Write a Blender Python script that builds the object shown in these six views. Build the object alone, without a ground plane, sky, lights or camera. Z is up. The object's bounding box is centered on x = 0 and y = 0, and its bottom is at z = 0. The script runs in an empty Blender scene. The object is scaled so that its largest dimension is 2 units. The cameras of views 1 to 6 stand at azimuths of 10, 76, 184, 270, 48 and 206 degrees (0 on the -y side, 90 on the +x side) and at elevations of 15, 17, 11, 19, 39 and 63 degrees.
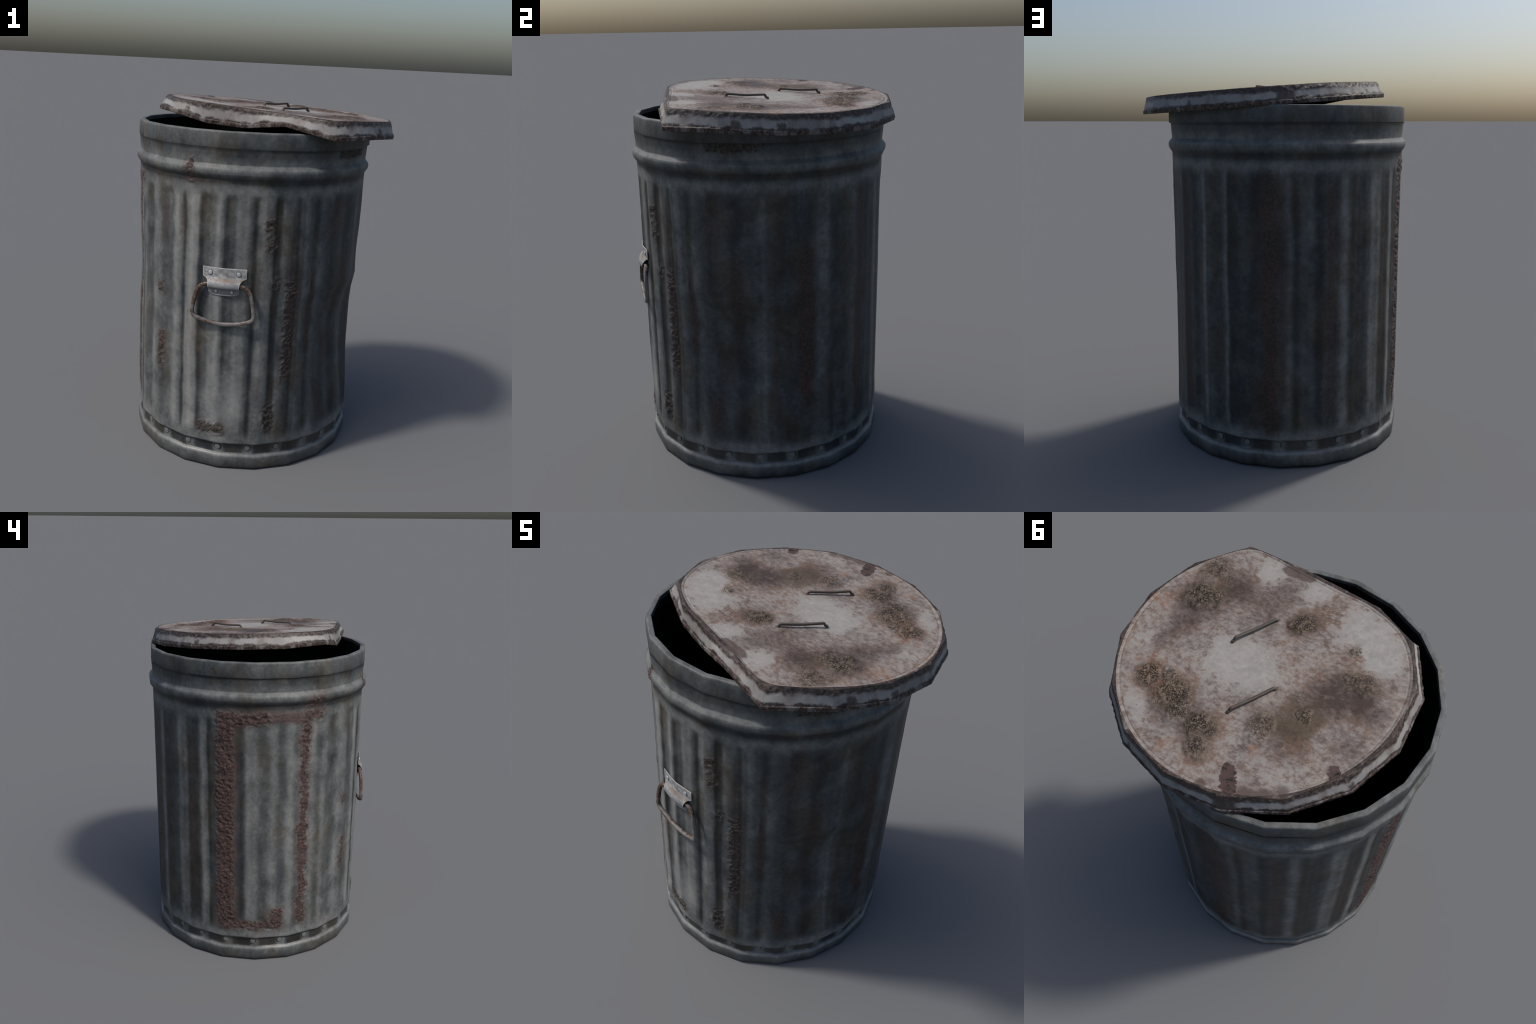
import bpy, math
import numpy as np
from mathutils import Matrix, Vector

rad, deg = math.radians, math.degrees

# ------------------------------------------------------------------ numpy helpers
_rng = np.random.RandomState(7)
_perm = np.concatenate([_rng.permutation(256)] * 3)
_grad = _rng.normal(size=(256, 3))
_grad /= np.linalg.norm(_grad, axis=1)[:, None]


def perlin(p):
    """Gradient noise, p of shape (n, 3), result about -0.7..0.7."""
    i = np.floor(p).astype(int)
    f = p - i
    i &= 255
    w = f * f * f * (f * (f * 6 - 15) + 10)
    out = np.zeros(len(p))
    for dx in (0, 1):
        for dy in (0, 1):
            for dz in (0, 1):
                h = _perm[_perm[_perm[i[:, 0] + dx] + i[:, 1] + dy] + i[:, 2] + dz]
                g = _grad[h]
                d = ((f - (dx, dy, dz)) * g).sum(1)
                out += d * (w[:, 0] if dx else 1 - w[:, 0]) * (w[:, 1] if dy else 1 - w[:, 1]) * (w[:, 2] if dz else 1 - w[:, 2])
    return out


def sstep(a, b, x):
    t = np.clip((x - a) / (b - a), 0, 1)
    return t * t * (3 - 2 * t)


def flakes(p, freq):
    """Crusty rust relief: ridged noise in two octaves, 0..1 or so."""
    a = 1 - np.abs(perlin(p * freq)) * 2.6
    b = 1 - np.abs(perlin(p * freq * 2.1 + 11.3)) * 2.6
    return np.clip(0.65 * a + 0.35 * b, -0.6, 1)


def grid_normals(S, closed=True):
    """Normals of a grid S[row, column, 3]."""
    if closed:
        du = np.roll(S, -1, 1) - np.roll(S, 1, 1)
    else:
        du = np.gradient(S, axis=1)
    dv = np.gradient(S, axis=0)
    n = np.cross(du, dv)
    l = np.linalg.norm(n, axis=2, keepdims=True)
    return n / np.maximum(l, 1e-12)


def grid_object(name, P, mat, normals=None, parent=None, closed=True, flip=False, cap=None):
    """Mesh object from a grid of points P[row, column, 3]."""
    nr, nc = P.shape[:2]
    r, c = np.meshgrid(np.arange(nr - 1), np.arange(nc if closed else nc - 1), indexing="ij")
    c2 = (c + 1) % nc
    q = np.stack([r * nc + c, r * nc + c2, (r + 1) * nc + c2, (r + 1) * nc + c], -1).reshape(-1, 4)
    if flip:
        q = q[:, ::-1]
    me = bpy.data.meshes.new(name)
    nv, nf = nr * nc, len(q)
    me.vertices.add(nv)
    me.vertices.foreach_set("co", P.reshape(-1).astype(np.float32))
    me.loops.add(nf * 4)
    me.loops.foreach_set("vertex_index", q.reshape(-1).astype(np.int32))
    me.polygons.add(nf)
    me.polygons.foreach_set("loop_start", np.arange(0, nf * 4, 4, dtype=np.int32))
    me.polygons.foreach_set("use_smooth", np.ones(nf, bool))
    me.update(calc_edges=True)
    me.validate()
    me.materials.append(mat)
    if normals is not None:
        me.normals_split_custom_set_from_vertices(normals.reshape(-1, 3).astype(float).tolist())
    ob = bpy.data.objects.new(name, me)
    bpy.context.scene.collection.objects.link(ob)
    if parent:
        ob.parent = parent
    return ob


# ------------------------------------------------------------------ node helpers
class Nodes:
    def __init__(self, name):
        self.mat = bpy.data.materials.new(name)
        self.mat.use_nodes = True
        self.t = self.mat.node_tree
        self.bsdf = self.t.nodes["Principled BSDF"]

    def new(self, kind, **kw):
        n = self.t.nodes.new(kind)
        for k, v in kw.items():
            setattr(n, k, v)
        return n

    def put(self, sock, v):
        if isinstance(v, bpy.types.NodeSocket):
            self.t.links.new(v, sock)
        elif v is not None:
            if isinstance(v, (tuple, list)) and len(v) == 3 and sock.type == "RGBA":
                v = (*v, 1)
            sock.default_value = v

    def m(self, op, a, b=None, c=None, clamp=False):
        n = self.new("ShaderNodeMath", operation=op, use_clamp=clamp)
        for i, v in enumerate((a, b, c)):
            if v is not None:
                self.put(n.inputs[i], v)
        return n.outputs[0]

    def step(self, lo, hi, x):
        n = self.new("ShaderNodeMapRange", interpolation_type="SMOOTHSTEP")
        self.put(n.inputs[0], x)
        self.put(n.inputs[1], lo)
        self.put(n.inputs[2], hi)
        n.inputs[3].default_value, n.inputs[4].default_value = 0, 1
        return n.outputs[0]

    def noise(self, vec, scale, detail=4, rough=0.6, stretch=(1, 1, 1), offset=(0, 0, 0)):
        mp = self.new("ShaderNodeMapping")
        self.put(mp.inputs[0], vec)
        mp.inputs["Scale"].default_value = stretch
        mp.inputs["Location"].default_value = offset
        n = self.new("ShaderNodeTexNoise")
        self.put(n.inputs["Vector"], mp.outputs[0])
        n.inputs["Scale"].default_value = scale
        n.inputs["Detail"].default_value = detail
        n.inputs["Roughness"].default_value = rough
        return n.outputs[0]

    def mix(self, f, a, b, blend="MIX"):
        n = self.new("ShaderNodeMix", data_type="RGBA", blend_type=blend)
        self.put(n.inputs[0], f)
        self.put(n.inputs[6], a)
        self.put(n.inputs[7], b)
        return n.outputs[2]

    def ramp(self, x, stops, interp="LINEAR"):
        n = self.new("ShaderNodeValToRGB")
        r = n.color_ramp
        r.interpolation = interp
        while len(r.elements) < len(stops):
            r.elements.new(0.5)
        for e, (p, v) in zip(r.elements, sorted(stops, key=lambda s: s[0])):
            e.position = min(max(p, 0), 1)
            e.color = (v, v, v, 1) if not isinstance(v, (tuple, list)) else (*v, 1)
        self.put(n.inputs[0], x)
        return n.outputs[0]

    def coords(self):
        tc = self.new("ShaderNodeTexCoord").outputs["Object"]
        s = self.new("ShaderNodeSeparateXYZ")
        self.put(s.inputs[0], tc)
        return tc, s.outputs[0], s.outputs[1], s.outputs[2]

    def bump(self, height, strength, dist=0.004):
        b = self.new("ShaderNodeBump")
        self.put(b.inputs["Height"], height)
        self.put(b.inputs["Strength"], strength)
        b.inputs["Distance"].default_value = dist
        self.put(self.bsdf.inputs["Normal"], b.outputs[0])

    def finish(self, colour, rough=0.6, metal=0.0, spec=0.3):
        self.put(self.bsdf.inputs["Base Color"], colour)
        self.put(self.bsdf.inputs["Roughness"], rough)
        self.put(self.bsdf.inputs["Metallic"], metal)
        self.put(self.bsdf.inputs["Specular IOR Level"], spec)
        return self.mat


# ------------------------------------------------------------------ the can: sizes
SIDES = 20                      # the can is a 20-sided drum, shaded round
CAN_AT = Vector((-0.058, 0, 0))
RY = 1.022                      # slightly oval
R_BODY = 0.650

# flutes pressed into the wall: azimuth in degrees (0 = front, -y), half width
FLUTES = [(-167, 4.2, .7), (-156, 4.0, .6), (-141.5, 3.6, .7), (-125.5, 4.2, .8), (-114.5, 3.2, .8), (-99, 3.2, .8), (-87, 4.2, .8),
          (-77.5, 2.6, .5), (-65, 3.2, .6), (-54.5, 2.6, .5), (-46.5, 3.4, 1), (-32, 4.6, 1), (-21, 2.2, .8), (-9.7, 3.7, 1), (2.6, 3.7, 1),
          (14.6, 3.0, .9), (25, 3.6, .9), (33.5, 2.6, .6), (43, 3.0, .6), (54.5, 4.5, .4), (65.5, 4.0, .4), (83, 4.2, .45), (96, 5.0, .45),
          (112, 4.6, .5), (128.5, 4.0, .5), (136.5, 2.6, .5), (149, 4.2, .8), (160.5, 4.2, .7), (171, 3.4, .6)]

# crusted rust: (azimuth from, to, z from, to, crust, redness)
RUST = [(-110.5, -102, 0.25, 1.58, 1.0, 1.0), (-102, -84, 1.515, 1.575, 1.0, 1.0), (-84, -66, 1.53, 1.575, 0.45, 1.0), (-66.7, -62.3, 0.23, 1.55, 0.95, 1.0),
        (-65, -55, 1.53, 1.585, 0.9, 0.8), (-63, -56, 1.61, 1.665, 0.7, 0.7), (-109, -76, 0.215, 0.262, 0.9, 0.9), (-81, -75.5, 0.25, 0.355, 0.9, 0.9),
        (18, 22.5, 1.375, 1.43, 0.9, 0.35), (19, 23.5, 1.265, 1.335, 0.9, 0.35), (23, 26, 1.06, 1.115, 0.8, 0.0),
        (29, 33.7, 0.53, 1.10, 0.95, 0.5), (20.8, 26, 0.24, 0.385, 0.95, 0.3), (-11.5, 1.5, 0.205, 0.265, 0.95, 0.4),
        (-38, -34, 0.96, 1.02, 0.8, 0.6), (-37.5, -33.8, 0.52, 0.73, 0.9, 0.6), (-19.2, -17, 1.60, 1.715, 0.95, 0.6), (55, 78, 1.735, 1.79, 1.0, 0.0)]
# soft dark rust stains without crust: azimuth from, to, z from, to, strength
STAINS = [(92, 101, 0.44, 1.27, .95), (123, 131, 0.28, 1.52, .7), (41, 45, 0.66, 1.17, .75), (51, 56.5, 0.27, 0.47, .85), (171, 180.5, 0.16, 1.56, .9), (-181, -176, 0.3, 1.5, .5),
          (51, 61, 1.28, 1.56, .5), (61, 69, 0.78, 1.24, .5), (-160, -153, 0.22, 1.52, .6), (-36, -31, 1.22, 1.48, .45), (-24, -19, 1.3, 1.5, .35), (-92, -62, 1.52, 1.585, .55),
          (55, 62, 0.5, 0.72, .5), (80, 85, 0.3, 0.95, .4), (-127, -122, 0.3, 1.45, .35), (28, 33, 1.1, 1.35, .5), (17, 21, 1.34, 1.5, .4), (15, 19, 0.42, 0.56, .45), (104, 110, .3, .8, .3)]


def rust_mask(az, z, soft_a=1.6, soft_z=0.03):
    m = np.zeros_like(az)
    for a0, a1, z0, z1, crust, _ in RUST:
        f = (sstep(a0 - soft_a, a0 + soft_a * 0.4, az) * (1 - sstep(a1 - soft_a * 0.4, a1 + soft_a, az))
             * sstep(z0 - soft_z, z0 + soft_z * 0.3, z) * (1 - sstep(z1 - soft_z * 0.3, z1 + soft_z, z)))
        m = np.maximum(m, f * crust)
    return m


def drum(az, r, ry=RY, polygon=True, shift=0.0):
    """x, y on the drum at azimuth az (radians) with radius r, polygonal or round."""
    if polygon:
        stp = 2 * math.pi / SIDES
        k = np.floor(az / stp + 1e-9)
        t = az / stp - k
        a0, a1 = k * stp, (k + 1) * stp
        x = np.sin(a0) * (1 - t) + np.sin(a1) * t
        y = -(np.cos(a0) * (1 - t) + np.cos(a1) * t)
    else:
        x, y = np.sin(az), -np.cos(az)
    return r * x + shift, r * ry * y


def revolve(name, profile, mat, parent, cols=SIDES * 6, ry=RY, shift=0.0, relief=None, flip=False):
    """Drum part from a profile [(z, r), ...] from bottom to top."""
    prof = np.array(profile, float)
    az = np.linspace(-math.pi, math.pi, cols, endpoint=False)
    A, Z = np.meshgrid(az, prof[:, 0])
    R = np.repeat(prof[:, 1:2], cols, 1)
    if relief is not None:
        R = R + relief(np.degrees(A), Z)
    grids = []
    for poly in (False, True):
        x, y = drum(A, R, ry, poly, shift)
        grids.append(np.stack([x, y, Z], -1))
    n = grid_normals(grids[0])
    return grid_object(name, grids[1], mat, -n if flip else n, parent, flip=flip)


# ------------------------------------------------------------------ galvanised wall material
# lighter and darker strips round the can: (azimuth, lightness 0..1)
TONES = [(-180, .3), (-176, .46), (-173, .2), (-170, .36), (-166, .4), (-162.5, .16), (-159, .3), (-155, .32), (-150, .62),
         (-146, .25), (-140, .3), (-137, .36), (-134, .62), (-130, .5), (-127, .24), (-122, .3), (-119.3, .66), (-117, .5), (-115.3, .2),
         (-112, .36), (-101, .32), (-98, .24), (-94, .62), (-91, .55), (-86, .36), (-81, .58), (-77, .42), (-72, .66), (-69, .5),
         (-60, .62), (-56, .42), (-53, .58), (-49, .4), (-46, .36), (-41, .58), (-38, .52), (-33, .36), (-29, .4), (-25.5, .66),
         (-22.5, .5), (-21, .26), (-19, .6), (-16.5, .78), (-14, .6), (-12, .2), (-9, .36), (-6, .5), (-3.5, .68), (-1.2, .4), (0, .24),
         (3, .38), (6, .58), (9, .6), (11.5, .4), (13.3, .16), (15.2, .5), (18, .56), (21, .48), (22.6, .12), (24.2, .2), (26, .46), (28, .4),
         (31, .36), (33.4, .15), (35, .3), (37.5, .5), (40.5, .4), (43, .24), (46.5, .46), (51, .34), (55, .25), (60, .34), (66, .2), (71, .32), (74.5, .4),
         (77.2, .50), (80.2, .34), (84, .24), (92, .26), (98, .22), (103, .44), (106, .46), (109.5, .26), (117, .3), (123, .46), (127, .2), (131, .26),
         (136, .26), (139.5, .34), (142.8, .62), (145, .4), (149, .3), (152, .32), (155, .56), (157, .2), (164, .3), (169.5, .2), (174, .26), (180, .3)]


def galvanised(name, wall=True, zstops=None, rust=True, gloss=0.0, riveted=False):
    N = Nodes(name)
    tc, x, y, z = N.coords()
    az = N.m("MULTIPLY", N.m("ARCTAN2", x, N.m("MULTIPLY", y, -1)), 180 / math.pi)
    blotch = N.noise(tc, 10, 7, 0.66, (1, 1, 0.8))
    grain = N.noise(tc, 48, 6, 0.72)
    streak = N.noise(tc, 16, 4, 0.6, (1, 1, 0.10))
    wob = N.noise(tc, 5, 3, 0.6, (1, 1, 0.5), (3, 1, 7))
    fine = N.noise(tc, 34, 4, 0.6, (1, 1, 1), (2, 5, 1))
    azw = N.m("ADD", az, N.m("MULTIPLY", N.m("SUBTRACT", wob, 0.5), 3.0))
    azn = N.m("DIVIDE", N.m("ADD", azw, 180), 360)
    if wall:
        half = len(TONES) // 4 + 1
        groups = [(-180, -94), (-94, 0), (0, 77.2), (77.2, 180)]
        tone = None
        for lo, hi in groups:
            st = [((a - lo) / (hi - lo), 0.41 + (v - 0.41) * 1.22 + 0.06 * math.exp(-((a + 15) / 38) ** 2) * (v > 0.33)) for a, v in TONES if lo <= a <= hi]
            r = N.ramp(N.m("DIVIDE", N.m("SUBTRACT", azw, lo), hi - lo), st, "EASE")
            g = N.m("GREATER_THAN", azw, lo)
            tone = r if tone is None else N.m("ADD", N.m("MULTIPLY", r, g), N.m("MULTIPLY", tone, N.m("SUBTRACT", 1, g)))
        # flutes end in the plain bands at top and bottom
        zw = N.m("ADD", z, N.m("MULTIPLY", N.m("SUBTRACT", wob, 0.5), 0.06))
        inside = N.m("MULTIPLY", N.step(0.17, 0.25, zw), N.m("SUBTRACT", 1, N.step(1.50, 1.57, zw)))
        band = N.ramp(N.m("DIVIDE", z, 2), [(0.0, .5), (0.0755, .48), (0.08, .62), (0.098, .62), (0.13, .5), (0.5, .5), (0.762, .48), (0.775, .58), (0.788, .58),  # lightened stops paint the highlights on bulge and neck
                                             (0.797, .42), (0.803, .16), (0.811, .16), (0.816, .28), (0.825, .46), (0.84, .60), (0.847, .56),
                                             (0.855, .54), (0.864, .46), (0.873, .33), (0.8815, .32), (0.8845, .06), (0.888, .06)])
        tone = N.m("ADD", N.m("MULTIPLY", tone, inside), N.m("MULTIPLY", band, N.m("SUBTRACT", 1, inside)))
        # pale patch low on the front
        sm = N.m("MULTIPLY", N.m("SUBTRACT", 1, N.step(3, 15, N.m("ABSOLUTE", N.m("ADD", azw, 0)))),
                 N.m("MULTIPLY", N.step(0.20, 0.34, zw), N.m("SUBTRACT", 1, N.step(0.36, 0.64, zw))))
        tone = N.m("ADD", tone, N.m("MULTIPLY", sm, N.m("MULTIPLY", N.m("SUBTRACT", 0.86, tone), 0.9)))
    else:
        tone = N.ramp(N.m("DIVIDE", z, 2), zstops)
    if riveted:
        seg = N.m("ABSOLUTE", N.m("SUBTRACT", N.m("FRACT", N.m("ADD", N.m("DIVIDE", N.m("ADD", az, 0.4), 14.95), 24.5)), 0.5))
        near = N.m("MULTIPLY", N.m("SUBTRACT", 1, N.step(0.08, 0.26, seg)), N.m("MULTIPLY", N.step(0.09, 0.097, z), N.m("SUBTRACT", 1, N.step(0.143, 0.150, z))))
        tone = N.m("ADD", tone, N.m("MULTIPLY", near, 0.38))
    t = N.m("ADD", tone, N.m("MULTIPLY", N.m("SUBTRACT", blotch, 0.52), 0.95))
    t = N.m("ADD", t, N.m("MULTIPLY", N.m("SUBTRACT", streak, 0.5), 0.16))
    t = N.m("ADD", t, N.m("MULTIPLY", N.m("SUBTRACT", grain, 0.5), 0.42), clamp=True)
    cool = N.ramp(t, [(0.0, (.011, .013, .0155)), (0.2, (.028, .033, .038)), (0.45, (.075, .082, .084)), (0.7, (.156, .161, .159)), (1.0, (.26, .26, .252))])
    warm = N.ramp(t, [(0.0, (.017, .016, .014)), (0.2, (.039, .036, .030)), (0.45, (.081, .076, .063)), (0.7, (.154, .148, .138)), (1.0, (.26, .254, .242))])
    hue = N.m("ADD", N.noise(tc, 6, 5, 0.65, (1, 1, 0.5), (9, 4, 2)), N.m("MULTIPLY", N.m("SUBTRACT", 0.36, t), 0.3))
    col = N.mix(N.step(0.46, 0.66, hue), cool, warm)
    # brown stains, in long runs
    stain = N.noise(tc, 7, 6, 0.7, (1, 1, 0.16), (1, 8, 3))
    st = N.m("MULTIPLY", N.step(0.56, 0.72, stain), N.step(0.42, 0.62, blotch))
    col = N.mix(N.m("MULTIPLY", st, 0.55), col, (.060, .038, .026))
    rough = N.m("ADD", 0.42 - gloss, N.m("MULTIPLY", blotch, 0.3))
    pit = N.m("MULTIPLY", N.step(0.56, 0.68, N.noise(tc, 42, 3, 0.6, (1, 1, 1), (8, 2, 4))), N.step(0.5, 0.6, N.noise(tc, 5, 3, 0.6, (1, 1, 1), (3, 8, 8))))
    hgt = N.m("ADD", N.m("ADD", N.m("MULTIPLY", fine, 0.6), N.m("MULTIPLY", blotch, 0.8)), N.m("MULTIPLY", pit, 0.5))
    bstr = 0.22
    if rust:
        en = N.noise(tc, 26, 4, 0.7, (1, 1, 0.8), (5, 5, 5))
        en2 = N.noise(tc, 55, 4, 0.7, (1, 1, 1), (0, 3, 9))
        en0 = N.noise(tc, 9, 3, 0.6, (1, 1, 1), (7, 5, 1))
        e = N.m("ADD", N.m("ADD", N.m("SUBTRACT", en, 0.5), N.m("MULTIPLY", N.m("SUBTRACT", en0, 0.5), 0.9)), N.m("MULTIPLY", N.m("SUBTRACT", en2, 0.5), 0.6))
        azr = N.m("ADD", az, N.m("MULTIPLY", e, 8.0))
        zr = N.m("ADD", z, N.m("MULTIPLY", e, 0.07))
        patch = N.m("ADD", 0.62, N.m("MULTIPLY", N.step(0.36, 0.54, N.noise(tc, 12, 4, 0.65, (1, 1, 0.7), (6, 6, 3))), 0.38))
        crust = halo = None
        for a0, a1, z0, z1, k, red in RUST:
            da = N.m("SUBTRACT", N.m("ABSOLUTE", N.m("SUBTRACT", azr, (a0 + a1) / 2)), (a1 - a0) / 2)
            dz = N.m("MULTIPLY", N.m("SUBTRACT", N.m("ABSOLUTE", N.m("SUBTRACT", zr, (z0 + z1) / 2)), (z1 - z0) / 2), 90)
            d = N.m("MAXIMUM", da, dz)
            f = N.m("MULTIPLY", N.m("SUBTRACT", 1, N.step(-0.7, 0.5, d)), N.m("MULTIPLY", k, patch))
            h = N.m("MULTIPLY", N.m("SUBTRACT", 1, N.step(-1.0, 4.0, d)), red)
            crust = f if crust is None else N.m("MAXIMUM", crust, f)
            halo = h if halo is None else N.m("MAXIMUM", halo, h)
        stn = None
        sn = N.noise(tc, 11, 6, 0.72, (1, 1, 0.45), (2, 2, 2))
        eb = N.m("ADD", N.m("MULTIPLY", N.m("SUBTRACT", sn, 0.5), 1.5), N.m("MULTIPLY", e, 0.5))
        azs = N.m("ADD", az, N.m("MULTIPLY", eb, 5.5))
        zst = N.m("ADD", z, N.m("MULTIPLY", eb, 0.12))
        for a0, a1, z0, z1, k in STAINS:
            da = N.m("DIVIDE", N.m("ABSOLUTE", N.m("SUBTRACT", azs, (a0 + a1) / 2)), (a1 - a0) / 2)
            dz = N.m("DIVIDE", N.m("SUBTRACT", N.m("ABSOLUTE", N.m("SUBTRACT", zst, (z0 + z1) / 2)), (z1 - z0) / 2 - 0.08), 0.08)
            f = N.m("MULTIPLY", N.m("SUBTRACT", 1, N.step(0.25, 1.35, N.m("MAXIMUM", da, dz))), k)
            stn = f if stn is None else N.m("MAXIMUM", stn, f)
        rn = N.noise(tc, 70, 5, 0.75, (1, 1, 1), (4, 0, 2))
        sdk = N.mix(N.step(0.4, 0.62, rn), N.mix(N.step(.4, .6, sn), (.014, .010, .009), (.028, .013, .011)), N.mix(N.step(.4, .6, sn), (.058, .036, .026), (.080, .037, .029)))
        col = N.mix(N.m("MULTIPLY", stn, 0.85), col, sdk)
        rn2 = N.noise(tc, 14, 4, 0.6, (1, 1, 0.6), (0, 6, 2))
        red = N.ramp(rn, [(0.3, (.012, .010, .010)), (0.43, (.040, .024, .021)), (0.55, (.092, .054, .046)), (0.66, (.140, .090, .078)), (0.78, (.21, .165, .15))])
        brn = N.ramp(rn, [(0.3, (.010, .009, .009)), (0.45, (.030, .025, .021)), (0.58, (.082, .066, .053)), (0.7, (.135, .112, .092)), (0.8, (.19, .165, .14))])
        rc = N.mix(N.step(0.25, 0.6, N.m("ADD", N.m("MULTIPLY", halo, 0.8), N.m("MULTIPLY", N.m("SUBTRACT", rn2, 0.5), 0.9))), brn, red)
        col = N.mix(N.m("MULTIPLY", halo, 0.62), col, N.mix(N.step(.35, .65, rn2), (.095, .055, .046), (.060, .036, .029)))
        col = N.mix(N.m("MULTIPLY", crust, 0.92), col, rc)
        hgt = N.m("ADD", hgt, N.m("MULTIPLY", rn, N.m("MULTIPLY", crust, 3.0)))
        bstr = N.m("ADD", 0.22, N.m("MULTIPLY", N.m("MAXIMUM", crust, N.m("MULTIPLY", stn, 0.3)), 0.6), clamp=True)
        hgt = N.m("ADD", hgt, N.m("MULTIPLY", rn, stn))
        rough = N.m("ADD", rough, N.m("MULTIPLY", crust, 0.2), clamp=True)
    N.bump(hgt, bstr, 0.005)
    return N.finish(col, rough, 0.0, 0.35 + gloss)


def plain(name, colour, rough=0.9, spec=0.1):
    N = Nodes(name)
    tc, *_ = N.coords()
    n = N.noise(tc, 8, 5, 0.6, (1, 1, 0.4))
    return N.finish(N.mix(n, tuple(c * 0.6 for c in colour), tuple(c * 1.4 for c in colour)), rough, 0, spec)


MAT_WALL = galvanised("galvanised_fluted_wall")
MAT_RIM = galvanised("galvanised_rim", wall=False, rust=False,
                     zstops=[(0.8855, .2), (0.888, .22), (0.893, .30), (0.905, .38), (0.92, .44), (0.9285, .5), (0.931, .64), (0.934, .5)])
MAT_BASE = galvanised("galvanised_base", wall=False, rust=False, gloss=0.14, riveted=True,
                      zstops=[(0.0, .02), (0.004, .04), (0.007, .22), (0.016, .36), (0.028, .46), (0.035, .54), (0.0395, .70), (0.0445, .64),  # sun highlight on the flange and contact shade at the foot, both coloured in
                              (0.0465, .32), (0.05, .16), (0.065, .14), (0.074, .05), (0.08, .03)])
MAT_INSIDE = plain("near_black_inside", (.006, .0065, .008))
MAT_RIVET = None


# ------------------------------------------------------------------ relief of the fluted wall
def dent_profile(z):
    return np.interp(z, [0.16, 0.36, 0.58, 0.80, 0.937, 1.03], [0, .34, .88, 1, .68, 0])


def wall_relief(az, z):
    d = np.zeros_like(az)
    top, bot = 1.545, 0.205
    for c, w, k in FLUTES:
        da = np.abs((az - c + 180) % 360 - 180) / w
        r = 0.045 if k > 0.85 else 0.13
        e = np.maximum(0, np.maximum((z - (top - r)) / r, ((bot + 0.13) - z) / 0.13))
        q = np.sqrt(da ** 2 + e ** 2)
        worn = 1 - 0.8 * math.exp(-(c / 13) ** 2) * (1 - sstep(0.38, 0.62, z))
        d -= 0.0054 * k * worn * (1 - sstep(0.3, 1.18, q))
    wrap = lambda c: (az - c + 180) % 360 - 180
    # the big dent on the right side, and small ones
    d -= 0.064 * np.exp(-0.5 * (wrap(68) / 17.5) ** 2) * dent_profile(z)
    for c, zc, dep, sa, sz in [(92, 1.144, .008, 10, .10), (-96, .25, .010, 7, .045), (-71, 1.04, .011, 13, .13), (-71, .2, .009, 13, .04),
                               (-8, .32, .006, 12, .09), (150, 1.3, .003, 20, .2)]:
        d -= dep * np.exp(-0.5 * (wrap(c) / sa) ** 2 - 0.5 * ((z - zc) / sz) ** 2)
    m = rust_mask(az, z)
    sel = m > 0.02
    a = np.radians(az[sel])
    p = np.stack([0.65 * np.sin(a), -0.66 * np.cos(a), z[sel] * 1.25], -1)
    d[sel] += m[sel] * 0.0095 * (flakes(p, 25) - 0.45)
    a = np.radians(az.ravel())
    p = np.stack([0.65 * np.sin(a), -0.66 * np.cos(a), z.ravel()], -1)
    d += (0.0008 * perlin(p * 24) + 0.0012 * perlin(p * 8 + 3)).reshape(az.shape)
    return d


can = bpy.data.objects.new("trash_can", None)
bpy.context.scene.collection.objects.link(can)
can.location = CAN_AT
can["label"] = "dented rusty fluted galvanised steel trash can without lid"
can["category"] = "trash can"

key = [(0.150, .634), (0.1505, .644), (0.153, .6485), (0.158, .650), (0.20, .650), (1.60, .650), (1.617, .6505), (1.622, .652), (1.632, .659), (1.642, .6655),
       (1.650, .6685), (1.660, .6695), (1.668, .669), (1.676, .6665), (1.686, .658), (1.693, .652), (1.697, .6495), (1.703, .6495), (1.74, .6525), (1.768, .6545), (1.778, .655)]
key = np.array(key)
zs = np.unique(np.concatenate([key[:, 0], np.linspace(0.158, 1.60, 350), np.linspace(1.6, 1.778, 46)]))
prof = np.stack([zs, np.interp(zs, key[:, 0], key[:, 1])], -1)
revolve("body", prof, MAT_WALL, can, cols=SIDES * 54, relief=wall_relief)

rim_prof = [(1.7735, .645), (1.774, .657), (1.776, .6615), (1.781, .6625), (1.82, .662), (1.853, .6605), (1.859, .6595), (1.8625, .657), (1.8632, .654),
            (1.8634, .645), (1.8632, .6355), (1.862, .633), (1.859, .6325), (1.84, .6325)]


def rim_relief(az, z):
    a = np.radians(az.ravel())
    p = np.stack([0.66 * np.sin(a), -0.66 * np.cos(a), z.ravel()], -1)
    return (0.0016 * perlin(p * 7)).reshape(az.shape)


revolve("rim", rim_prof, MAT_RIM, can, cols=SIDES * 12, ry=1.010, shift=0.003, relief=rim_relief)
def liner_relief(az, z):
    wrap = lambda c: (az - c + 180) % 360 - 180
    return -0.064 * np.exp(-0.5 * (wrap(68) / 17.5) ** 2) * dent_profile(z) - 0.014 * np.exp(-0.5 * (wrap(68) / 30) ** 2) * sstep(0.1, 0.4, z) * (1 - sstep(1.0, 1.5, z))


liner = [(0.17, 0.0005), (0.171, .590), (0.18, .616)] + [(z, .618) for z in np.linspace(0.3, 1.60, 24)] + [(1.70, .627), (1.76, .6315), (1.845, .6327)]
revolve("inner_wall", liner, MAT_INSIDE, can, ry=1.010, shift=0.001, flip=True, relief=liner_relief)

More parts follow.
